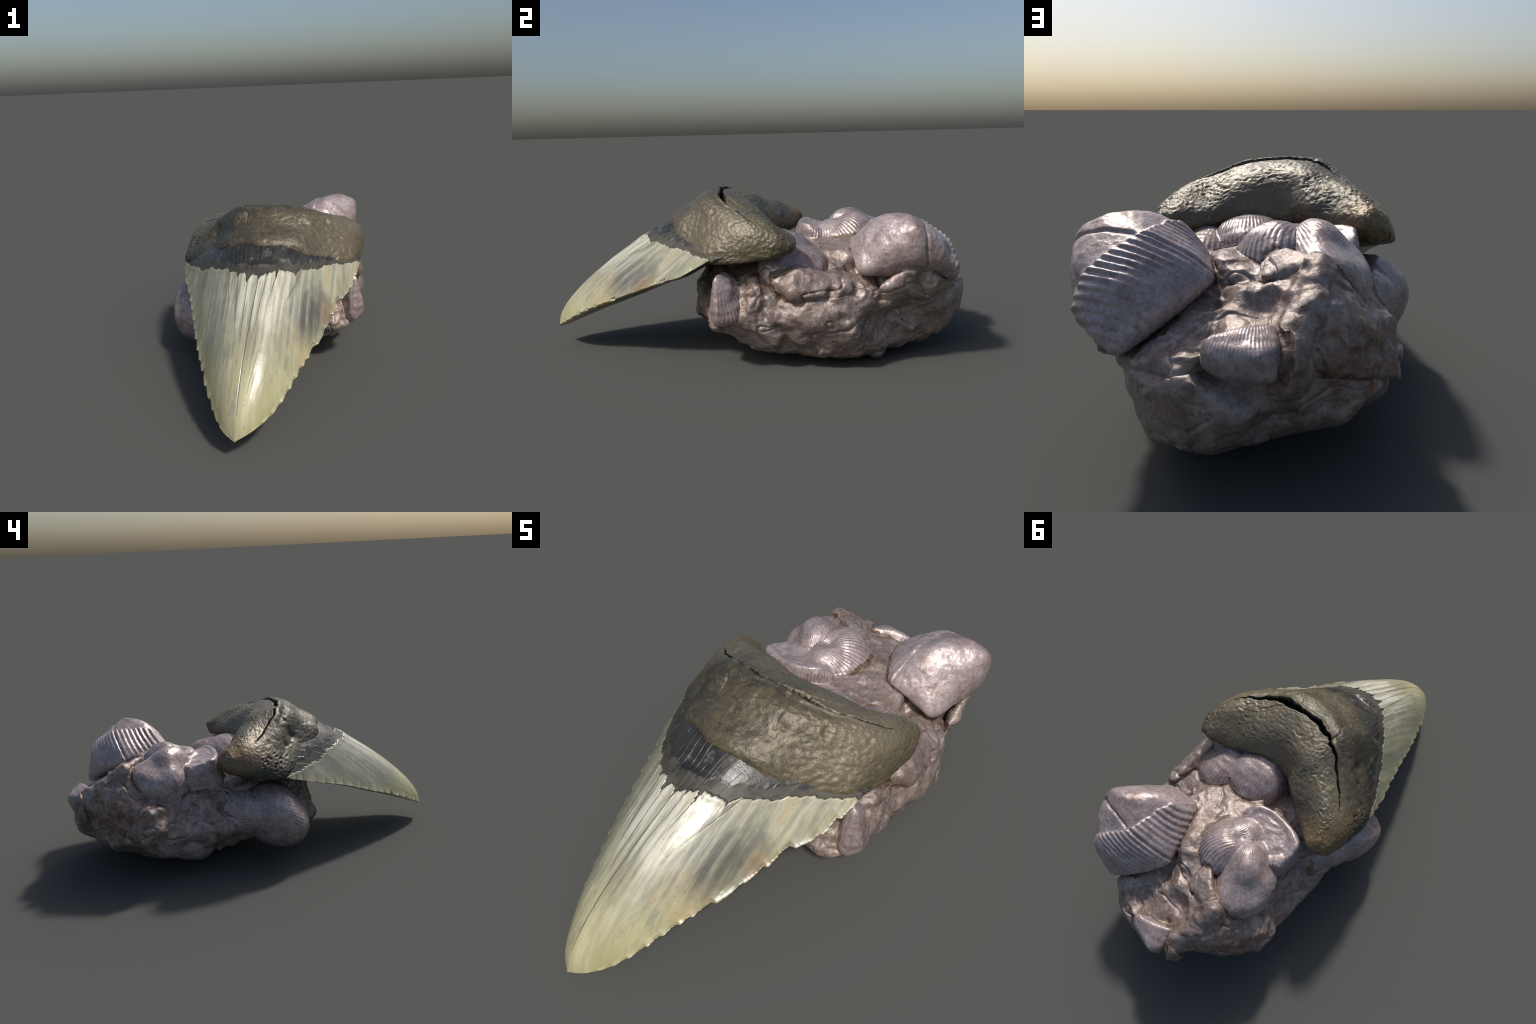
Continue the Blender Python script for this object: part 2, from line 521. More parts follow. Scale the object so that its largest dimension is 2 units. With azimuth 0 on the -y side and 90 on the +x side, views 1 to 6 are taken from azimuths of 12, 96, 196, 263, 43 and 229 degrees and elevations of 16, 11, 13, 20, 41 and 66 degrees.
# crown height of the upper face over the edges, roundness of its flanks, and bulge of the lower face
TOP_Z = [0.650, 0.655, 0.662, 0.652, 0.583, 0.497, 0.410, 0.327, 0.240, 0.165, 0.088]
TOP_EXP = [1.0, 1.1, 1.3, 1.5, 1.5, 1.5, 1.45, 1.4, 1.3, 1.2, 1.0]
UNDER = [0.03, 0.03, 0.04, 0.045, 0.05, 0.05, 0.048, 0.042, 0.03, 0.018, 0.002]

NT, NW = 330, 300
tt = np.linspace(0, 1, NT)
R = cr(RIGHT_EDGE, tt)
L = cr(LEFT_EDGE, tt)
topz = cr(np.array(TOP_Z)[:, None], tt)[:, 0]
texp = cr(np.array(TOP_EXP)[:, None], tt)[:, 0]
under = cr(np.array(UNDER)[:, None], tt)[:, 0]


def serration(y, notches, fine_amp, seed):
    """Chipped cutting edge: each notch is a step that heals toward the tip."""
    cut = np.zeros_like(y)
    for y0, depth, run in notches:
        depth, d = depth * 1.25, y0 - y          # positive toward the tip
        cut = np.maximum(cut, np.where((d >= 0) & (d < run), depth * (1 - d / run) ** 1.2, 0))
    r = np.random.default_rng(seed)
    ph = np.cumsum(r.uniform(0.25, 2.2, 300))
    ph = ph / ph[-1] * 1.1 - 1.05
    k = np.searchsorted(ph, y)
    k = np.clip(k, 1, len(ph) - 1)
    u = (y - ph[k - 1]) / np.maximum(ph[k] - ph[k - 1], 1e-6)
    amp = r.uniform(0.2, 1.6, len(ph))[k]
    cut = cut * (0.8 + 0.4 * amp / 1.6) + fine_amp * amp * np.abs(2 * u - 1)
    return cut


edge_r = serration(R[:, 1], [(-0.205, 0.012, 0.06), (-0.268, 0.008, 0.04), (-0.345, 0.024, 0.09), (-0.44, 0.010, 0.05), (-0.515, 0.006, 0.04), (-0.607, 0.022, 0.07),
                             (-0.675, 0.010, 0.04), (-0.715, 0.012, 0.05), (-0.765, 0.013, 0.045), (-0.81, 0.012, 0.05), (-0.865, 0.010, 0.04), (-0.905, 0.008, 0.03), (-0.94, 0.006, 0.02)], 0.002, 3)
edge_l = serration(L[:, 1], [(-0.16, 0.008, 0.03), (-0.20, 0.010, 0.04), (-0.27, 0.008, 0.05), (-0.33, 0.012, 0.05), (-0.385, 0.009, 0.04), (-0.44, 0.008, 0.05), (-0.50, 0.010, 0.04),
                             (-0.545, 0.008, 0.04), (-0.60, 0.012, 0.05), (-0.655, 0.010, 0.04), (-0.70, 0.010, 0.04), (-0.75, 0.012, 0.05), (-0.81, 0.010, 0.04), (-0.86, 0.009, 0.04), (-0.90, 0.007, 0.03), (-0.94, 0.005, 0.02)], 0.0025, 5)
edge_l = edge_l * 0.65
taper = smoothstep(0, 0.06, 1 - tt)
span = (R - L)
span_len = np.maximum(np.linalg.norm(span, axis=1), 1e-4)
edge_r = np.minimum(edge_r * taper, span_len * 0.2)
edge_l = np.minimum(edge_l * taper, span_len * 0.2)

w = 0.5 - 0.5 * np.cos(np.linspace(0, np.pi, NW + 1))
w = 0.6 * w + 0.4 * np.linspace(0, 1, NW + 1)
grid_top = L[:, None, :] * (1 - w)[None, :, None] + R[:, None, :] * w[None, :, None]
base = grid_top.copy()
par = np.clip(4 * w * (1 - w), 0, 1)[None, :]
midz = 0.5 * (L[:, 2] + R[:, 2])
left = smoothstep(0.6, 0.1, w)[None, :]
prof = 1 - (1 - par ** (texp[:, None] * (1 - 0.15 * left))) ** 1.4
grid_top[:, :, 2] += (topz - midz)[:, None] * prof
# chips only bite the rim: push the outermost rows inward
across = span / span_len[:, None]
bite_l = np.exp(-(w / 0.022) ** 1.5)
bite_r = bite_l[::-1]
grid_top += across[:, None, :] * (edge_l[:, None] * bite_l[None, :] - edge_r[:, None] * bite_r[None, :])[:, :, None]
NB = 90
wb = np.linspace(1, 0, NB + 1)[1:-1]
grid_bot = L[:, None, :] * (1 - wb)[None, :, None] + R[:, None, :] * wb[None, :, None]
pb = (4 * wb * (1 - wb))[None, :] ** 0.7
bb_l, bb_r = np.exp(-(wb / 0.022) ** 1.5), np.exp(-((1 - wb) / 0.022) ** 1.5)
grid_bot += across[:, None, :] * (edge_l[:, None] * bb_l[None, :] - edge_r[:, None] * bb_r[None, :])[:, :, None]
grid_bot[:, :, 2] -= under[:, None] * pb

# relief on the upper face: fine lengthwise ribs, faint chips near the rim
sx = (grid_top[:, :, 0] - 0.045) / ((grid_top[:, :, 1] + 1.06) * 0.46 + 0.03)
q = np.stack([sx * 14, grid_top[:, :, 1] * 2.0, np.zeros_like(sx)], -1).reshape(-1, 3)
rib = fbm(q, 4).reshape(sx.shape)
lump = fbm(grid_top.reshape(-1, 3) * 14, 4).reshape(sx.shape)
nearrim = smoothstep(0.0, 0.3, par) * np.ones_like(sx)
grid_top[:, :, 2] += (0.0011 * rib + 0.0020 * lump) * nearrim * taper[:, None]
rimband = np.exp(-((par - 0.16) / 0.10) ** 2) * smoothstep(0.3, 0.5, tt)[:, None]
grid_top[:, :, 2] -= 0.006 * rimband * (0.6 + 0.8 * fbm(grid_top.reshape(-1, 3) * 25, 3).reshape(sx.shape)) * taper[:, None]

# jagged border between enamel and the dark neck
EN_X = [-0.45, -0.40, -0.365, -0.30, -0.26, -0.207, -0.14, -0.11, -0.08, -0.045, -0.006, 0.046, 0.085, 0.117, 0.152, 0.19, 0.217, 0.293, 0.368, 0.45, 0.52]
EN_Y = [-0.02, -0.08, -0.13, -0.235, -0.285, -0.346, -0.412, -0.440, -0.466, -0.494, -0.508, -0.527, -0.516, -0.500, -0.476, -0.455, -0.430, -0.325, -0.226, -0.140, -0.05]


def enamel_border(x):
    y = np.interp(x, EN_X, EN_Y)
    y = y + 0.004 * np.sin(x * 61) + 0.003 * np.sin(x * 143 + 1) + 0.002 * np.sin(x * 370)
    for x0, wd, dp in ((-0.066, 0.006, 0.010), (-0.027, 0.004, 0.020), (0.018, 0.008, 0.042), (0.064, 0.004, 0.018), (0.098, 0.003, 0.010), (0.134, 0.004, 0.045), (0.206, 0.003, 0.020)):
        y = y - dp * np.exp(-np.abs((x - x0) / wd) ** 1.5)
    return y


def dull_border(x):
    y = np.interp(x, EN_X, EN_Y)
    inner = np.interp(x, [-0.4, -0.3, -0.18, -0.05, 0.04, 0.12, 0.2, 0.32, 0.45], [0.02, 0.05, 0.035, 0.04, 0.055, 0.045, 0.042, 0.035, 0.02])
    return y + inner + 0.005 * np.sin(x * 85 + 2) + 0.003 * np.sin(x * 190)


gx, gy = grid_top[:, :, 0], grid_top[:, :, 1]
neck = gy - enamel_border(gx)
inneck = smoothstep(-0.002, 0.008, neck)
lip = np.exp(-((neck + 0.008) / 0.009) ** 2)
grid_top[:, :, 2] += 0.0035 * lip - 0.005 * inneck
# hollow dent and a raised scar in the dark band
dent = np.exp(-(((gx - 0.06) / 0.07) ** 2 + ((gy + 0.435) / 0.028) ** 2))
scar = np.exp(-((gy + 0.468 - 0.12 * (gx - 0.05)) / 0.007) ** 2) * np.exp(-((gx - 0.055) / 0.05) ** 4)
grid_top[:, :, 2] += inneck * (-0.012 * dent + 0.007 * scar + 0.0025 * smoothstep(0.0, 0.006, gy - dull_border(gx)))

# assemble the closed blade and split it into enamel and neck
nt_, nw_ = NW + 1, NB - 1
ring = np.concatenate([grid_top, grid_bot], axis=1)
M = ring.shape[1]
verts = ring.reshape(-1, 3)
a = (np.arange(NT - 1)[:, None] * M + np.arange(M)[None, :])
b = (np.arange(NT - 1)[:, None] * M + (np.arange(M)[None, :] + 1) % M)
quads = np.stack([a, b, b + M, a + M], -1).reshape(-1, 4)
jj = np.tile(np.arange(M), NT - 1)
ctr = verts[quads].mean(1)
on_top = jj < NW
is_neck = (ctr[:, 1] > enamel_border(ctr[:, 0])) & on_top
is_under_neck = (~on_top) & (ctr[:, 1] > -0.26)
is_neck |= is_under_neck


def submesh(name, faces):
    used = np.unique(faces)
    back = np.full(len(verts), -1)
    back[used] = np.arange(len(used))
    return mesh_from(name, verts[used], back[faces])


crown_me = submesh("crown", quads[~is_neck])
neck_me = submesh("neck_band", quads[is_neck])
shade_smooth(crown_me)
shade_smooth(neck_me)
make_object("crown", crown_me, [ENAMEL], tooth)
make_object("neck_band", neck_me, [BAND_DARK, BAND_DULL], tooth)
cn = ctr[is_neck]
dull = (cn[:, 1] < dull_border(cn[:, 0])) | is_under_neck[is_neck]
neck_me.polygons.foreach_set("material_index", dull.astype(np.int32))

# ---- root: rings through eight rails, from the left lobe to the right lobe
# order: front border, front middle, front shoulder, crest (crack), back slope, back edge, back foot, base, base front
ROOT_RINGS = [
    [(-0.400, 0.15, 0.545), (-0.392, 0.145, 0.580), (-0.378, 0.145, 0.608), (-0.355, 0.15, 0.628), (-0.330, 0.168, 0.638), (-0.304, 0.210, 0.605), (-0.314, 0.205, 0.540), (-0.350, 0.17, 0.515), (-0.392, 0.145, 0.520)],
    [(-0.400, 0.01, 0.515), (-0.385, 0.025, 0.565), (-0.360, 0.045, 0.615), (-0.325, 0.068, 0.650), (-0.285, 0.115, 0.664), (-0.250, 0.180, 0.605), (-0.262, 0.172, 0.525), (-0.320, 0.08, 0.495), (-0.392, 0.02, 0.485)],
    [(-0.362, -0.125, 0.503), (-0.330, -0.085, 0.570), (-0.300, -0.045, 0.625), (-0.275, 0.00, 0.660), (-0.230, 0.065, 0.686), (-0.192, 0.150, 0.608), (-0.205, 0.14, 0.522), (-0.280, 0.03, 0.487), (-0.362, -0.09, 0.472)],
    [(-0.210, -0.25, 0.560), (-0.200, -0.180, 0.638), (-0.180, -0.145, 0.708), (-0.150, -0.085, 0.722), (-0.125, 0.018, 0.712), (-0.105, 0.120, 0.622), (-0.115, 0.09, 0.525), (-0.155, -0.05, 0.480), (-0.210, -0.23, 0.480)],
    [(-0.117, -0.337, 0.620), (-0.110, -0.252, 0.690), (-0.100, -0.180, 0.755), (-0.088, -0.112, 0.752), (-0.075, 0.015, 0.724), (-0.055, 0.094, 0.622), (-0.065, 0.07, 0.530), (-0.09, -0.08, 0.480), (-0.117, -0.30, 0.505)],
    [(-0.040, -0.352, 0.636), (-0.035, -0.252, 0.710), (-0.030, -0.196, 0.760), (-0.030, -0.130, 0.760), (-0.025, 0.006, 0.727), (-0.010, 0.064, 0.612), (-0.020, 0.055, 0.530), (-0.030, -0.10, 0.480), (-0.040, -0.32, 0.520)],
    [(0.055, -0.376, 0.643), (0.055, -0.272, 0.714), (0.055, -0.206, 0.757), (0.052, -0.135, 0.764), (0.065, -0.010, 0.722), (0.085, 0.070, 0.608), (0.080, 0.06, 0.530), (0.070, -0.10, 0.480), (0.060, -0.33, 0.520)],
    [(0.210, -0.335, 0.618), (0.203, -0.248, 0.692), (0.195, -0.190, 0.745), (0.195, -0.112, 0.748), (0.205, 0.018, 0.704), (0.210, 0.130, 0.602), (0.210, 0.115, 0.525), (0.210, -0.05, 0.480), (0.210, -0.30, 0.500)],
    [(0.320, -0.246, 0.543), (0.314, -0.160, 0.655), (0.305, -0.115, 0.705), (0.298, -0.062, 0.708), (0.286, 0.032, 0.680), (0.275, 0.162, 0.590), (0.280, 0.16, 0.522), (0.29, -0.02, 0.482), (0.320, -0.22, 0.480)],
    [(0.417, -0.155, 0.530), (0.417, -0.075, 0.610), (0.402, -0.030, 0.658), (0.378, 0.005, 0.680), (0.355, 0.085, 0.664), (0.325, 0.186, 0.586), (0.335, 0.185, 0.522), (0.375, 0.04, 0.488), (0.417, -0.13, 0.480)],
    [(0.458, -0.04, 0.525), (0.460, 0.015, 0.580), (0.446, 0.048, 0.625), (0.424, 0.070, 0.645), (0.400, 0.12, 0.642), (0.368, 0.218, 0.588), (0.373, 0.205, 0.520), (0.415, 0.09, 0.500), (0.455, -0.03, 0.490)],
    [(0.468, 0.10, 0.535), (0.468, 0.115, 0.565), (0.460, 0.12, 0.596), (0.448, 0.13, 0.615), (0.432, 0.158, 0.616), (0.407, 0.222, 0.580), (0.413, 0.215, 0.535), (0.440, 0.16, 0.515), (0.465, 0.11, 0.512)],
]
RR = np.array(ROOT_RINGS)
cl, cr_ = RR[0].mean(0), RR[-1].mean(0)
dl, dr = RR[0].mean(0) - RR[1].mean(0), RR[-1].mean(0) - RR[-2].mean(0)
dl, dr = dl / np.linalg.norm(dl), dr / np.linalg.norm(dr)
CAP = ((0.86, 0.014), (0.62, 0.027), (0.30, 0.036))
RR = np.concatenate([[cl + dl * o + k * (RR[0] - cl) for k, o in CAP[::-1]], RR, [cr_ + dr * o + k * (RR[-1] - cr_) for k, o in CAP]])
tipl, tipr = cl + dl * 0.038, cr_ + dr * 0.038
NS, NV = 420, 330
ss = np.linspace(0, 1, NS)
rails = cr(RR, ss)                      # NS,8,3
ringv, vpar = cr_closed(np.swapaxes(rails, 0, 1), NV)   # NV,NS,3
surf = np.swapaxes(ringv, 0, 1)         # NS,NV,3
rv = surf.reshape(-1, 3)
rv = np.concatenate([rv, [tipl], [tipr]])
a = (np.arange(NS - 1)[:, None] * NV + np.arange(NV)[None, :])
b = (np.arange(NS - 1)[:, None] * NV + (np.arange(NV)[None, :] + 1) % NV)
rq = [tuple(q) for q in np.stack([a, a + NV, b + NV, b], -1).reshape(-1, 4)]
e0, e1 = len(rv) - 2, len(rv) - 1
rq += [(j, (j + 1) % NV, e0) for j in range(NV)]
rq += [((NS - 1) * NV + (j + 1) % NV, (NS - 1) * NV + j, e1) for j in range(NV)]
root_me = mesh_from("root", rv, rq)
smooth_coords(root_me, 10)
bm = bmesh.new()
bm.from_mesh(root_me)
bmesh.ops.recalc_face_normals(bm, faces=bm.faces)
bm.to_mesh(root_me)
bm.free()
p = coords(root_me)
n = normals(root_me)
S = np.concatenate([np.repeat(np.clip((ss * (len(RR) - 1) - 2) / (len(RR) - 5), 0, 1), NV), [0, 1]])
Vv = np.concatenate([np.tile(vpar, NS), [0, 0]])
arc = 1.0
d = 0.005 * fbm(p * 9, 3) + 0.0016 * fbm(p * 26, 3)
is_front = Vv < 3.05
rough_side = 0.75 + 0.25 * smoothstep(3.1, 3.5, Vv) + 0.5 * smoothstep(0.55, 0.75, S) * is_front
d += 0.0034 * rough_side * fbm(p * 62, 4)
# short wrinkled furrows on the back
fur = 1 - np.abs(fbm(p * (17, 30, 62), 3))
d -= 0.0035 * smoothstep(0.90, 0.99, fur) * smoothstep(3.1, 3.4, Vv) * smoothstep(-0.2, 0.25, fbm(p * 8 + 2, 2))
# the long ragged crack along the crest
line = lambda f, o: np.stack([S * f, S * 0, S * 0 + o], 1)
wob = 0.22 * fbm(line(16, 3), 3) + 0.06 * fbm(line(44, 9), 2)
vc = 3.0 + wob
width = np.interp(S, [0.18, 0.24, 0.40, 0.47, 0.52, 0.57, 0.60, 0.64, 0.70, 0.80, 0.86], [0.0, 0.035, 0.045, 0.06, 0.085, 0.055, 0.12, 0.13, 0.06, 0.035, 0.0])
width = width * np.clip(1.1 + 1.2 * fbm(line(24, 5), 3), 0.3, 2.2)
depth = np.interp(S, [0.18, 0.26, 0.45, 0.52, 0.57, 0.60, 0.65, 0.76, 0.86], [0, 0.024, 0.036, 0.046, 0.036, 0.050, 0.046, 0.024, 0])
gash = np.exp(-(np.abs(Vv - vc) / np.maximum(width, 1e-3)) ** 5) * (width > 0.01)
branch = np.abs(Vv - 3.0 - (S - 0.60) * 9 - 0.15 * fbm(line(60, 13), 3)) * smoothstep(0.70, 0.66, S)
d -= 0.006 * np.exp(-(branch / 0.035) ** 2) * (S > 0.60) * (S < 0.68)
x_ = np.abs(Vv - vc) / np.maximum(width, 1e-3)
d -= depth * np.exp(-x_ ** 5) * (width > 0.003)
d += 0.007 * np.exp(-((Vv - vc + width + 0.08) / 0.12) ** 2) * smoothstep(0.26, 0.34, S) * smoothstep(0.78, 0.68, S)
# pits, foramina and side cracks
for c, r, dep in (((-0.199, -0.180, 0.638), 0.022, 0.013), ((-0.185, -0.165, 0.665), 0.014, 0.006), ((-0.255, -0.141, 0.613), 0.012, 0.009), ((-0.172, -0.152, 0.719), 0.009, 0.008), ((-0.232, -0.165, 0.60), 0.008, 0.008),
                  ((0.31, -0.137, 0.687), 0.012, 0.007), ((0.405, -0.036, 0.65), 0.007, 0.005), ((0.215, -0.225, 0.70), 0.013, 0.006), ((0.054, -0.23, 0.722), 0.010, 0.006), ((0.40, 0.0, 0.655), 0.008, 0.006)):
    d -= dep * np.exp(-(np.linalg.norm((p - c) * (1.0, 1.0, 0.65) + 0.004 * fbm(p * 40 + 7, 2)[:, None], axis=1) / r) ** 2)
por = np.exp(-np.linalg.norm((p - (-0.355, -0.075, 0.545)) / (0.07, 0.10, 0.05), axis=1) ** 2)
d -= 0.012 * por * smoothstep(0.45, 0.2, cells(p * 48, 5)[0])
sc = np.abs(p[:, 0] - 0.188 + 0.3 * (p[:, 1] + 0.2) - 0.006 * np.sin(p[:, 1] * 90))
d -= 0.006 * np.exp(-(sc / 0.004) ** 2) * smoothstep(-0.27, -0.23, p[:, 1]) * is_front
sc = np.abs(p[:, 0] + 0.035 + 0.35 * (p[:, 1] + 0.24) - 0.006 * np.sin(p[:, 1] * 80))
d -= 0.005 * np.exp(-(sc / 0.004) ** 2) * smoothstep(-0.27, -0.23, p[:, 1]) * is_front
set_coords(root_me, p + n * d[:, None])
shade_smooth(root_me)
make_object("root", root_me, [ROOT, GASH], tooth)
rf = [any(gash[v] > 0.45 for v in f.vertices) for f in root_me.polygons]
root_me.polygons.foreach_set("material_index", np.array(rf, dtype=np.int32))

# ------------------------------------------------------------------ the rock
rock = empty("fossil_rock", (0, 0, 0), "lump of grey brown rock packed with ribbed fossil shells", "fossil rock")


def unit(v):
    v = np.asarray(v, float)
    return v / np.linalg.norm(v)


class Block:
    """A chunk of broken stone: the convex lump around a few corner points."""

    def __init__(self, pts, grow=0.006, soft=0):
        pts = np.array(pts, float)
        c = pts.mean(0)
        r = pts - c
        pts = c + r * (1 + grow / np.maximum(np.linalg.norm(r, axis=1), 1e-6))[:, None]
        bm = bmesh.new()
        hull_into(bm, pts)
        bmesh.ops.recalc_face_normals(bm, faces=bm.faces)
        bm.normal_update()
        self.N = np.array([f.normal[:] for f in bm.faces])
        self.D = np.array([f.normal.dot(f.verts[0].co) for f in bm.faces])
        bm.free()
        self.me = lump_mesh("block", [pts], 0.008)
        if soft:
            smooth_coords(self.me, soft)

    def field(self, p):
        out = np.full(len(p), -1e9)
        for n, d in zip(self.N, self.D):
            np.maximum(out, p @ n - d, out=out)
        return out


_ico = bmesh.new()
bmesh.ops.create_icosphere(_ico, subdivisions=5, radius=1.0)
ICO_V = np.array([v.co[:] for v in _ico.verts])
ICO_F = [[v.index for v in f.verts] for f in _ico.faces]
_ico.free()


class Dome:
    """A swelling shell: smooth round body through a few surface points about a centre."""

    def __init__(self, centre, pts, width=0.30):
        self.c = np.array(centre, float)
        r = np.array(pts, float) - self.c
        self.R = np.linalg.norm(r, axis=1)
        self.U = r / self.R[:, None]
        self.w = width
        self.r0 = float(np.mean(self.R)) * 0.92
        K = np.exp((self.U @ self.U.T - 1) / width) + 0.04 * np.eye(len(r))
        self.k = np.linalg.solve(K, self.R - self.r0)
        v = self.c + ICO_V * self.radius(ICO_V)[:, None]
        self.me = mesh_from("dome", v, ICO_F)

    def radius(self, u):
        return self.r0 + np.exp((u @ self.U.T - 1) / self.w) @ self.k

    def field(self, p):
        r = p - self.c
        d = np.maximum(np.linalg.norm(r, axis=1), 1e-6)
        return (d - self.radius(r / d[:, None])) * 0.93


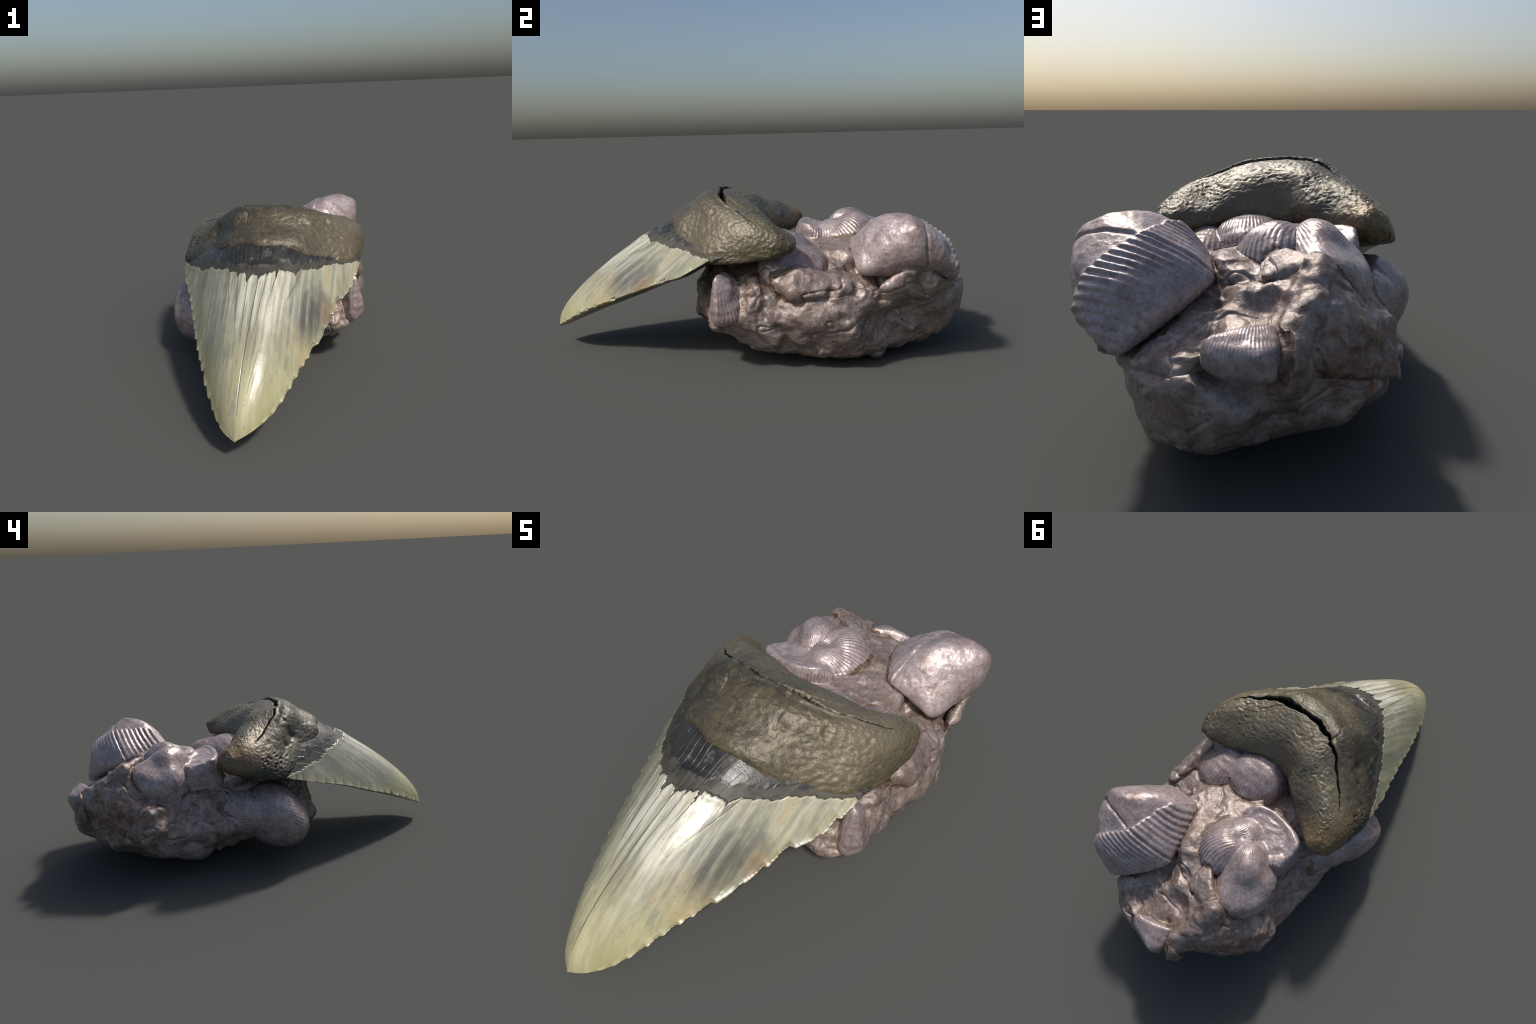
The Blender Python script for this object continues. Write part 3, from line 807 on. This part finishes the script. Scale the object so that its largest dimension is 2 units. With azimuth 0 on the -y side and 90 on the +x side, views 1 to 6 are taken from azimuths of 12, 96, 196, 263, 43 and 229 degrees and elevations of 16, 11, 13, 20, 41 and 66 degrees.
# part name, shape; later rows of the same kind become further shells
BLOCKS = {
    "core": [(0.20, -0.10, 0.10), (0.32, 0.05, 0.065), (0.20, 0.23, 0.018), (0.24, 0.50, 0.022), (0.18, 0.63, 0.045), (0.10, 0.78, 0.050), (0.35, 0.20, 0.065), (0.385, 0.37, 0.090), (0.335, 0.49, 0.045), (0.24, 0.66, 0.075),
             (0.395, 0.40, 0.16), (0.415, 0.50, 0.16), (0.440, 0.44, 0.245), (0.41, 0.25, 0.17), (0.39, 0.10, 0.13), (-0.20, 0.50, 0.035), (-0.10, 0.70, 0.045), (0.02, 0.79, 0.050), (-0.20, 0.21, 0.06), (-0.25, 0.0, 0.12), (0.0, 0.05, 0.05), (0.0, 0.5, 0.018),
             (0.445, -0.05, 0.23), (0.440, 0.08, 0.25), (0.435, 0.24, 0.26), (0.440, 0.42, 0.28), (0.375, 0.60, 0.30), (0.31, 0.66, 0.20), (0.30, 0.70, 0.27),
             (-0.42, 0.40, 0.13), (-0.43, 0.56, 0.15), (-0.36, 0.78, 0.19), (-0.40, 0.25, 0.20), (-0.39, 0.05, 0.25), (-0.385, 0.33, 0.30), (-0.445, 0.45, 0.24), (-0.45, 0.69, 0.24),
             (-0.19, 0.90, 0.175), (-0.08, 0.970, 0.15), (-0.07, 1.000, 0.23), (-0.05, 0.990, 0.30), (0.05, 0.985, 0.25), (0.15, 0.935, 0.32), (0.14, 0.895, 0.14), (0.11, 0.91, 0.12), (0.12, 0.915, 0.18), (0.19, 0.875, 0.25), (0.20, 0.87, 0.31), (0.18, 0.80, 0.10), (-0.16, 0.965, 0.25), (-0.26, 0.875, 0.25),
             (0.20, -0.235, 0.27), (0.20, -0.225, 0.175), (0.36, -0.16, 0.205), (0.30, -0.13, 0.34), (-0.20, -0.20, 0.40),
             (0.385, 0.0, 0.39), (0.425, 0.10, 0.35), (-0.30, 0.10, 0.43), (0.30, 0.05, 0.45), (-0.2, 0.0, 0.46), (0.05, -0.1, 0.465), (0.39, 0.40, 0.38), (0.20, 0.40, 0.43), (-0.34, 0.55, 0.41), (0.10, 0.80, 0.41), (-0.20, 0.82, 0.40)],
    "front": [(-0.052, -0.313, 0.115), (-0.14, -0.318, 0.17), (-0.092, -0.276, 0.08), (-0.10, -0.29, 0.25), (-0.20, -0.25, 0.27), (-0.22, -0.25, 0.17), (0.05, -0.27, 0.20), (0.05, -0.25, 0.32), (-0.1, -0.23, 0.40), (-0.15, -0.05, 0.10), (0.05, -0.1, 0.08), (-0.1, 0.0, 0.4), (0.2, -0.2, 0.2)],
    "knob": [(0.25, 0.575, 0.006), (0.225, 0.56, 0.008), (0.225, 0.60, 0.010), (0.27, 0.60, 0.03), (0.17, 0.48, 0.06), (0.28, 0.56, 0.09), (0.17, 0.65, 0.06), (0.28, 0.48, 0.09), (0.13, 0.58, 0.06)],
    "slab": [(-0.287, 0.691, 0.579), (-0.159, 0.679, 0.500), (-0.40, 0.71, 0.395), (-0.375, 0.74, 0.435), (-0.40, 0.52, 0.375), (-0.495, 0.605, 0.31), (-0.475, 0.52, 0.30), (-0.20, 0.86, 0.43), (-0.46, 0.50, 0.22), (-0.25, 0.865, 0.465), (-0.31, 0.84, 0.440), (-0.33, 0.83, 0.38),
             (-0.24, 0.80, 0.495), (-0.31, 0.64, 0.53), (-0.20, 0.60, 0.53), (-0.435, 0.71, 0.31), (-0.490, 0.62, 0.22), (-0.34, 0.80, 0.32), (-0.27, 0.87, 0.34), (-0.35, 0.43, 0.35), (-0.2, 0.5, 0.4), (-0.40, 0.75, 0.37), (-0.21, 0.91, 0.37)],
    "wrinkle": [(-0.16, 0.60, 0.580), (-0.20, 0.64, 0.573), (-0.11, 0.65, 0.540), (-0.22, 0.70, 0.545), (-0.10, 0.58, 0.56), (-0.12, 0.70, 0.51), (-0.25, 0.66, 0.57), (-0.2, 0.6, 0.45), (-0.1, 0.6, 0.45)],
    "valley": [(-0.06, 0.777, 0.453), (-0.036, 0.950, 0.385), (0.014, 0.955, 0.345), (0.149, 0.930, 0.345), (0.005, 0.709, 0.480), (-0.12, 0.68, 0.500), (0.06, 0.60, 0.49), (-0.15, 0.90, 0.42), (0.0, 0.8, 0.30), (0.10, 0.93, 0.24), (-0.22, 0.88, 0.41), (0.20, 0.875, 0.30)],
    "fill": [(-0.16, 0.72, 0.48), (-0.10, 0.80, 0.445), (-0.18, 0.86, 0.435), (-0.22, 0.77, 0.49), (-0.11, 0.68, 0.495), (-0.2, 0.7, 0.3), (-0.1, 0.85, 0.3), (-0.24, 0.84, 0.45)],
    "groove_fill": [(-0.20, 0.90, 0.428), (-0.25, 0.915, 0.405), (-0.235, 0.945, 0.37), (-0.26, 0.88, 0.425), (-0.21, 0.935, 0.33), (-0.27, 0.895, 0.35), (-0.24, 0.86, 0.35), (-0.225, 0.935, 0.40)],
    "saddle": [(0.126, 0.36, 0.470), (0.049, 0.43, 0.485), (0.007, 0.278, 0.510), (0.17, 0.45, 0.485), (0.005, 0.68, 0.495), (-0.02, 0.57, 0.535), (0.03, 0.59, 0.545), (-0.159, 0.66, 0.505), (0.22, 0.42, 0.460), (0.2, 0.3, 0.475), (0.0, 0.2, 0.50), (-0.1, 0.25, 0.52), (0.1, 0.65, 0.3), (-0.2, 0.6, 0.3), (0.28, 0.40, 0.44), (0.2, 0.2, 0.3)],
    "flank": [(0.417, 0.237, 0.452), (0.441, 0.373, 0.366), (0.438, 0.10, 0.365), (0.458, 0.22, 0.355), (0.38, 0.33, 0.440), (0.40, 0.12, 0.43), (0.33, 0.20, 0.45), (0.35, 0.35, 0.28), (0.41, 0.46, 0.36), (0.36, 0.46, 0.41), (0.42, 0.2, 0.28)],
    "back_lump": [(0.37, 0.74, 0.46), (0.37, 0.66, 0.43), (0.385, 0.56, 0.37), (0.35, 0.77, 0.41), (0.28, 0.87, 0.375), (0.21, 0.90, 0.33), (0.30, 0.72, 0.28), (0.39, 0.53, 0.31), (0.35, 0.62, 0.28), (0.31, 0.78, 0.32)],
    "front_step": [(0.435, 0.09, 0.37), (0.385, 0.0, 0.405), (0.455, 0.04, 0.30), (0.425, 0.10, 0.20), (0.42, 0.0, 0.25), (0.36, 0.05, 0.42), (0.30, 0.05, 0.30)],
    "rim_shell": [(-0.292, 0.235, 0.585), (-0.308, 0.30, 0.572), (-0.303, 0.368, 0.540), (-0.18, 0.208, 0.566), (-0.240, 0.212, 0.580), (-0.040, 0.262, 0.590), (-0.06, 0.235, 0.580), (-0.116, 0.215, 0.580), (-0.05, 0.33, 0.570), (-0.2, 0.40, 0.56), (-0.02, 0.29, 0.56),
                  (-0.315, 0.25, 0.40), (-0.325, 0.36, 0.40), (-0.28, 0.20, 0.42), (-0.01, 0.275, 0.45), (-0.18, 0.18, 0.44), (0.0, 0.34, 0.45)],
    "end_shell": [(-0.127, 0.917, 0.456), (-0.208, 0.864, 0.455), (-0.085, 0.980, 0.400), (-0.10, 0.986, 0.358), (-0.212, 0.992, 0.414), (-0.23, 0.968, 0.40), (-0.24, 0.96, 0.345), (-0.05, 0.945, 0.432), (-0.05, 0.965, 0.36), (-0.15, 0.84, 0.35), (-0.15, 0.95, 0.33), (-0.17, 0.988, 0.365), (-0.24, 0.92, 0.43)],
    "corner_shell": [(0.446, -0.118, 0.435), (0.468, -0.095, 0.225), (0.482, -0.110, 0.280), (0.432, -0.016, 0.340), (0.462, -0.02, 0.240), (0.415, -0.140, 0.33), (0.42, -0.150, 0.25), (0.38, -0.08, 0.45), (0.36, -0.02, 0.40), (0.36, -0.08, 0.22), (0.43, -0.13, 0.20), (0.40, -0.12, 0.40)],
    "corner_lump": [(0.38, -0.145, 0.215), (0.30, -0.18, 0.20), (0.36, -0.165, 0.18), (0.43, -0.10, 0.20), (0.35, -0.10, 0.15), (0.25, -0.17, 0.17), (0.30, -0.15, 0.24)],
    "great_shell": [(0.410, 0.722, 0.636), (0.404, 0.748, 0.600), (0.274, 0.661, 0.668), (0.194, 0.758, 0.623), (0.181, 0.551, 0.620), (0.157, 0.453, 0.514), (0.005, 0.709, 0.505), (0.322, 0.906, 0.450), (0.319, 0.874, 0.542), (0.185, 0.932, 0.345),
                    (0.351, 0.486, 0.417), (0.396, 0.715, 0.487), (0.372, 0.693, 0.472), (0.276, 0.919, 0.404), (0.370, 0.756, 0.604), (0.362, 0.632, 0.586), (0.10, 0.84, 0.47), (0.17, 0.875, 0.515), (0.30, 0.505, 0.51), (0.378, 0.60, 0.47), (0.07, 0.60, 0.515), (0.10, 0.735, 0.575),
                    (0.335, 0.70, 0.660), (0.25, 0.60, 0.660), (0.26, 0.82, 0.585), (0.345, 0.84, 0.50), (0.245, 0.535, 0.605), (0.28, 0.75, 0.40)],
}
DOMES = {
    "smooth_shell": ((-0.26, 0.49, 0.46), [(-0.155, 0.365, 0.578), (-0.185, 0.355, 0.555), (-0.235, 0.466, 0.640), (-0.165, 0.470, 0.618), (-0.25, 0.395, 0.580), (-0.325, 0.40, 0.515), (-0.375, 0.46, 0.475), (-0.375, 0.57, 0.44), (-0.29, 0.66, 0.54), (-0.22, 0.60, 0.57),
                     (-0.31, 0.52, 0.565), (-0.35, 0.42, 0.43), (-0.15, 0.40, 0.54), (-0.37, 0.52, 0.41)], 0.14),
    "curled_shell": ((-0.07, 0.465, 0.50), [(0.049, 0.412, 0.490), (-0.044, 0.322, 0.518), (-0.112, 0.470, 0.630), (-0.008, 0.56, 0.520), (-0.08, 0.37, 0.592), (-0.16, 0.59, 0.545), (-0.04, 0.385, 0.575), (0.01, 0.49, 0.560), (-0.06, 0.53, 0.605), (-0.14, 0.335, 0.575), (-0.10, 0.325, 0.585), (0.02, 0.44, 0.54)], 0.2),
    "near_shell": ((0.10, 0.15, 0.44), [(0.13, 0.137, 0.580), (0.19, 0.12, 0.560), (0.22, 0.19, 0.520), (0.08, 0.21, 0.560), (0.0, 0.19, 0.530), (0.0, 0.12, 0.55), (0.06, 0.12, 0.578), (0.03, 0.0, 0.50), (0.13, 0.28, 0.495), (0.03, 0.27, 0.495), (0.2, 0.0, 0.5)], 0.25),
    "flat_shell": ((0.28, 0.21, 0.38), [(0.253, 0.335, 0.490), (0.351, 0.20, 0.462), (0.39, 0.13, 0.455), (0.30, 0.08, 0.510), (0.24, 0.14, 0.540), (0.23, 0.24, 0.530), (0.31, 0.24, 0.497), (0.18, 0.32, 0.49), (0.31, 0.33, 0.450), (0.40, 0.20, 0.42)], 0.25),
    "lobe_shell": ((-0.29, -0.07, 0.25), [(-0.396, -0.20, 0.28), (-0.398, -0.20, 0.15), (-0.445, -0.08, 0.23), (-0.450, -0.03, 0.29), (-0.43, 0.03, 0.27), (-0.35, -0.12, 0.085), (-0.40, -0.08, 0.13), (-0.38, 0.04, 0.16), (-0.365, -0.10, 0.395), (-0.385, -0.02, 0.375), (-0.31, -0.235, 0.19), (-0.31, -0.18, 0.32), (-0.32, 0.07, 0.39), (-0.2, -0.22, 0.25)], 0.22),
    "fan_shell": ((-0.24, 0.13, 0.26), [(-0.345, 0.29, 0.27), (-0.385, 0.20, 0.32), (-0.395, 0.14, 0.28), (-0.425, 0.05, 0.29), (-0.39, 0.06, 0.20), (-0.36, 0.15, 0.17), (-0.36, 0.24, 0.23), (-0.34, 0.08, 0.40), (-0.335, 0.2, 0.385), (-0.3, 0.1, 0.12)], 0.22),
    "low_fan_shell": ((-0.28, 0.37, 0.17), [(-0.365, 0.29, 0.25), (-0.415, 0.33, 0.20), (-0.44, 0.42, 0.17), (-0.395, 0.30, 0.11), (-0.37, 0.36, 0.07), (-0.32, 0.26, 0.11), (-0.40, 0.42, 0.26)], 0.3),
}
CHUNKS = [(k, Block(v, *((0.015, 45) if k == "great_shell" else (0.005, 5) if k.endswith("shell") else (0.008, 6)))) for k, v in BLOCKS.items()] + [(k, Dome(*v)) for k, v in DOMES.items()]

# one skin around all chunks, softly sunk into each other
bm = bmesh.new()
for _, c in CHUNKS:
    bm.from_mesh(c.me)
raw = bpy.data.meshes.new("raw")
bm.to_mesh(raw)
bm.free()
ob = bpy.data.objects.new("raw", raw)
scene.collection.objects.link(ob)
mod = ob.modifiers.new("remesh", "REMESH")
mod.mode, mod.voxel_size, mod.adaptivity = "VOXEL", 0.0042, 0.0
skin = bpy.data.meshes.new_from_object(ob.evaluated_get(bpy.context.evaluated_depsgraph_get()))
bpy.data.objects.remove(ob)
bpy.data.meshes.remove(raw)
for _, c in CHUNKS:
    bpy.data.meshes.remove(c.me)
p = smooth_coords(skin, 26)
q = smooth_coords(skin, 60)
coil = np.exp(-(np.linalg.norm((p - (-0.17, 0.50, 0.58)) * (1, 1, 1.2), axis=1) / 0.10) ** 4)[:, None]
coil = np.maximum(coil, np.exp(-(np.linalg.norm((p - (-0.41, 0.06, 0.27)) * (1, 0.7, 0.8), axis=1) / 0.11) ** 4)[:, None])
p = p * (1 - coil) + q * coil
set_coords(skin, p)

names = [k for k, _ in CHUNKS]
F = np.stack([c.field(p) for _, c in CHUNKS], 1)
order = np.argsort(F, axis=1)
own = order[:, 0]
rows = np.arange(len(p))
gap = F[rows, order[:, 1]] - F[rows, own]          # small near the line where two chunks meet
is_shell = np.array([k.endswith("shell") for k in names])
STONEW = np.zeros(len(p))
# how far from the nearest shell / from the nearest stone
fs = F[:, is_shell].min(1)
fm = F[:, ~is_shell].min(1)
stone_w = smoothstep(-0.004, 0.012, fs - fm)
n = normals(skin)

# -- stone: broken facets, lumps, grit
warp = np.stack([fbm(p * 4 + o, 3) for o in (0, 31, 67)], 1) * 0.12
scoop = cells((p + warp) * (5.0, 5.0, 6.5))[0]
flake = cells((p + warp * 0.8) * (11, 11, 14) + 40, 9)[0]
chip = cells((p + warp * 0.6) * 26 + 80, 21)[0]
mood = smoothstep(-0.20, 0.20, fbm(p * 3.5 + 21, 2))          # scooped here, swollen there
ds = 0.040 * (scoop ** 2 - 0.22) * mood - 0.030 * (scoop ** 2 - 0.25) * (1 - mood)
ds += 0.024 * (flake ** 2 - 0.2) * smoothstep(-0.15, 0.2, fbm(p * 5 + 51, 2)) - 0.014 * (flake ** 2 - 0.25) * (1 - mood)
ds += 0.008 * (chip ** 2 - 0.2) * smoothstep(-0.05, 0.25, fbm(p * 6 + 71, 2))
ds += 0.010 * fbm(p * 6 + 5, 3) + 0.0045 * fbm(p * 19, 3) + 0.0012 * fbm(p * 60, 2)
# a few long creases
ridge = np.abs(fbm(p * (3.2, 3.2, 5) + 9, 3))
ds -= 0.007 * smoothstep(0.035, 0.0, ridge)
ds *= 1 - 0.75 * smoothstep(0.05, 0.01, p[:, 2])
D = stone_w * ds
# crease where pieces meet
D -= 0.004 * np.exp(-gap / 0.006) * smoothstep(0.004, 0.0, np.abs(F[rows, order[:, 1]]) - 0.006)


def fan(q, beak, axis, ribs, wander=0.5):
    ax = unit(axis)
    u = unit(np.cross(ax, (0.31, 0.2, 0.93)))
    v = np.cross(ax, u)
    r = q - np.asarray(beak)
    ang = np.arctan2(r @ v, r @ u)
    return ang * ribs + wander * fbm(q * 7, 2), np.linalg.norm(r, axis=1)


def soft_cos(ph):
    c = np.cos(ph)
    return np.sign(c) * np.abs(c) ** 0.75


# beak, viewing axis, ribs per turn, height of the coarse ribs
FANS = {"smooth_shell": ((-0.10, 0.30, 0.56), (0.25, 0.3, 0.9), 130, 0.0), "curled_shell": ((-0.22, 0.33, 0.50), (0.35, -0.05, 0.9), 96, 0.0022),
        "near_shell": ((0.17, -0.10, 0.55), (0.0, 0.1, 1), 150, 0.0012), "flat_shell": ((0.26, -0.10, 0.50), (0.1, 0.1, 1), 150, 0.0012),
        "lobe_shell": ((-0.36, 0.22, 0.52), (-1, -0.1, 0.2), 190, 0.0010), "fan_shell": ((-0.34, 0.36, 0.26), (-1, 0.1, 0.15), 130, 0.0012),
        "low_fan_shell": ((-0.345, 0.265, 0.31), (-1, 0.1, 0.1), 100, 0.0014), "end_shell": ((-0.13, 0.74, 0.47), (0, 0.35, 0.9), 150, 0.0008),
        "corner_shell": ((0.40, -0.12, 0.56), (0.7, 0.5, 0.3), 120, 0.0012), "rim_shell": ((-0.16, 0.32, 0.60), (0.05, 0.1, 1), 64, 0.0036)}
inner = smoothstep(0.0, 0.014, gap)
lumps = 0.005 * fbm(p * 7 + 11, 2) + 0.0022 * fbm(p * 20 + 3, 3) + 0.0008 * fbm(p * 60, 2)
for k, name in enumerate(names):
    m = own == k
    if not is_shell[k] or not m.any():
        continue
    q = p[m]
    d = lumps[m].copy()
    if name in FANS:
        beak, axis, ribs, amp = FANS[name]
        ph, dist = fan(q, beak, axis, ribs)
        k_ = amp * soft_cos(ph) * smoothstep(0.02, 0.09, dist) * (0.8 + 0.6 * fbm(q * 9 + 4, 2))
        if name == "rim_shell":
            k_ *= smoothstep(0.562, 0.548, q[:, 2])
            d -= 0.020 * smoothstep(0.14, 0.085, np.linalg.norm((q - (-0.165, 0.31, 0.57)) * (0.85, 1.3, 0.4), axis=1))
            d += 0.004 * fbm(q * 30, 3)
        if name == "corner_shell":
            k_ *= smoothstep(-0.11, -0.06, q[:, 1])
        # growth lines
        k_ += 0.0006 * np.cos(dist * 2 * np.pi / 0.040 + 3 * fbm(q * 8, 2)) * (name not in ("rim_shell", "smooth_shell"))
        d += k_
    if name == "great_shell":
        across = unit((0.06, 0.80, -0.56))
        y = q[:, 1]
        xb = np.interp(y, [0.40, 0.45, 0.55, 0.76, 0.82, 0.88, 0.93], [0.13, 0.160, 0.186, 0.200, 0.25, 0.31, 0.36])
        edge = xb - q[:, 0] + 0.014 * fbm(q * 16, 4)
        deep = smoothstep(0.16, 0.03, edge) * 0.75 + 0.25
        ph = 2 * np.pi * (q @ across) / 0.0215 + 0.9 * fbm(q * 6, 2)
        on = smoothstep(-0.003, 0.003, edge)
        d += 0.0036 * soft_cos(ph) * on * deep * (0.8 + 0.6 * fbm(q * 9, 2)) + 0.006 * on
        d -= 0.007 * np.exp(-((q @ across - 0.2718 + 0.004 * fbm(q * 25, 2)) / 0.004) ** 2) * on
        d -= 0.008 * np.exp(-((y - 0.765 + 0.05 * (q[:, 2] - 0.6) + 0.006 * fbm(q * 20, 2)) / 0.006) ** 2) * smoothstep(0.0, -0.02, edge)
        d += 0.006 * fbm(q * 11 + 8, 3) * (1 - on)
        d -= 0.016 * np.exp(-(np.linalg.norm((q - (0.325, 0.885, 0.52)) * (1, 1, 0.8), axis=1) / 0.04) ** 2)
    D[m] += (1 - stone_w[m]) * (0.25 + 0.75 * inner[m]) * d
# hollow between the two curled valves
D -= 0.024 * np.exp(-(np.linalg.norm((p - (-0.115, 0.405, 0.59)) * (1, 1, 0.6), axis=1) / 0.030) ** 2)
# small square pits in a row on the valley floor
for t in (0.0, 0.35, 0.7, 1.0):
    c = np.array((-0.02, 0.80, 0.44)) * (1 - t) + np.array((0.0, 0.955, 0.37)) * t
    D -= 0.010 * np.exp(-(np.linalg.norm((p - c) * (0.6, 1.6, 1), axis=1) / 0.016) ** 4)
# swellings (+) and hollows (-) that stand out on the broken faces: centre, radius, height
for c, r, h in (((0.437, 0.048, 0.312), 0.050, 0.014), ((0.447, 0.207, 0.380), 0.045, 0.014), ((0.442, 0.276, 0.282), 0.065, 0.012), ((0.390, 0.520, 0.335), 0.045, 0.018), ((0.383, 0.639, 0.372), 0.040, 0.014),
                ((0.407, 0.237, 0.148), 0.040, 0.012), ((0.425, 0.408, 0.333), 0.026, 0.014), ((0.449, 0.329, 0.224), 0.055, 0.010), ((0.261, 0.79, 0.303), 0.05, 0.010),
                ((0.415, 0.113, 0.345), 0.020, -0.020), ((0.432, 0.108, 0.300), 0.018, -0.022), ((0.446, 0.097, 0.250), 0.018, -0.018), ((0.435, 0.158, 0.195), 0.034, -0.014), ((0.365, 0.475, 0.375), 0.020, -0.018),
                ((0.398, 0.487, 0.339), 0.018, -0.014), ((0.303, 0.579, 0.371), 0.040, -0.018), ((0.323, 0.701, 0.267), 0.065, -0.016), ((0.453, 0.425, 0.253), 0.022, -0.016), ((0.426, 0.178, 0.332), 0.025, -0.014),
                ((0.109, 0.944, 0.300), 0.030, -0.010), ((0.375, 0.580, 0.195), 0.085, -0.048), ((0.31, 0.69, 0.18), 0.095, -0.055), ((0.205, 0.80, 0.17), 0.075, -0.012), ((-0.245, 0.88, 0.195), 0.050, -0.030), ((0.008, 0.885, 0.435), 0.065, -0.040), ((0.004, 0.75, 0.485), 0.055, -0.042), ((-0.156, 0.777, 0.485), 0.045, -0.040), ((-0.21, 0.745, 0.545), 0.050, -0.026),
                ((-0.250, 0.893, 0.383), 0.060, 0.042), ((-0.220, 0.885, 0.315), 0.055, 0.045), ((-0.195, 0.911, 0.190), 0.055, -0.034), ((-0.34, 0.82, 0.206), 0.055, -0.026), ((-0.419, 0.563, 0.382), 0.050, 0.032), ((-0.010, 0.965, 0.312), 0.055, 0.022), ((-0.085, 0.955, 0.312), 0.05, 0.008), ((-0.091, 0.995, 0.215), 0.08, 0.004), ((-0.240, 0.875, 0.42), 0.05, 0.010),
                ((-0.197, 0.933, 0.235), 0.030, -0.014), ((-0.305, 0.785, 0.485), 0.045, 0.014), ((-0.402, 0.507, 0.378), 0.028, 0.020), ((-0.338, 0.819, 0.395), 0.025, -0.014), ((-0.452, 0.587, 0.345), 0.03, -0.016), ((-0.32, 0.253, 0.415), 0.04, -0.012)):
    e = np.linalg.norm((p - c) + warp * 0.25, axis=1) / r
    D += h * np.exp(-e ** 3) * stone_w
# deep holes in the right flank
for c, r, dep in (((0.44, 0.375, 0.365), 0.022, 0.022), ((0.40, 0.0, 0.40), 0.035, 0.02), ((0.44, 0.13, 0.37), 0.03, 0.012), ((0.435, -0.02, 0.34), 0.03, 0.014), ((-0.41, 0.70, 0.36), 0.028, 0.018)):
    D -= dep * np.exp(-(np.linalg.norm(p - c, axis=1) / r) ** 3)

p = p + n * D[:, None]
p[:, 2] = np.maximum(p[:, 2], 0.006)
p[:, 1] = np.where(p[:, 1] > 0.96, 0.96 + 0.042 * np.tanh((p[:, 1] - 0.96) / 0.042), p[:, 1])
set_coords(skin, p)
p = smooth_coords(skin, 1, 0.35)
nn = normals(skin)

# cut the one skin into named parts; shared border points, shared normals
quads = np.empty(len(skin.polygons) * 4, dtype=np.int64)
skin.polygons.foreach_get("vertices", quads)
quads = quads.reshape(-1, 4)
shell_ids = np.flatnonzero(is_shell)
part = np.where(stone_w > 0.5, -1, shell_ids[np.argmin(F[:, is_shell], axis=1)])
lodged = (gap < 0.007 + 0.010 * fbm(p * 14 + 33, 3)) & (fbm(p * 5 + 61, 2) > -0.10) & (p[:, 2] > 0.30) & (np.abs(fs - fm) < 0.03)
part[lodged] = -2
fp = np.sort(part[quads], axis=1)[:, 1]
KIND = {"great_shell": "ribbed_shell", "smooth_shell": "smooth_shell", "curled_shell": "curled_shell", "near_shell": "ribbed_shell", "flat_shell": "ribbed_shell", "lobe_shell": "lobed_shell",
        "fan_shell": "fan_shell", "low_fan_shell": "fan_shell", "rim_shell": "broken_shell", "end_shell": "small_shell", "corner_shell": "ribbed_shell"}
for k in [-2, -1] + [i for i in range(len(names)) if is_shell[i]]:
    f = quads[fp == k]
    if len(f) < 20:
        continue
    used = np.unique(f)
    back = np.full(len(p), -1)
    back[used] = np.arange(len(used))
    name = "sediment" if k == -2 else "stone" if k == -1 else KIND[names[k]]
    me = mesh_from(name, p[used], back[f])
    shade_smooth(me)
    me.normals_split_custom_set_from_vertices([tuple(map(float, v)) for v in nn[used]])
    if k == -2:
        mat = SEDIMENT
    elif k == -1:
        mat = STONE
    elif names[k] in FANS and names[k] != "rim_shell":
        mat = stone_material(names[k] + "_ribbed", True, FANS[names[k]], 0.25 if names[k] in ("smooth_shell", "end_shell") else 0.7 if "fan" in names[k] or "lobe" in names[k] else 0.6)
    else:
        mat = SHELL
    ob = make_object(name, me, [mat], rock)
    if k == -2:
        ob["kind"] = "stuff"
bpy.data.meshes.remove(skin)
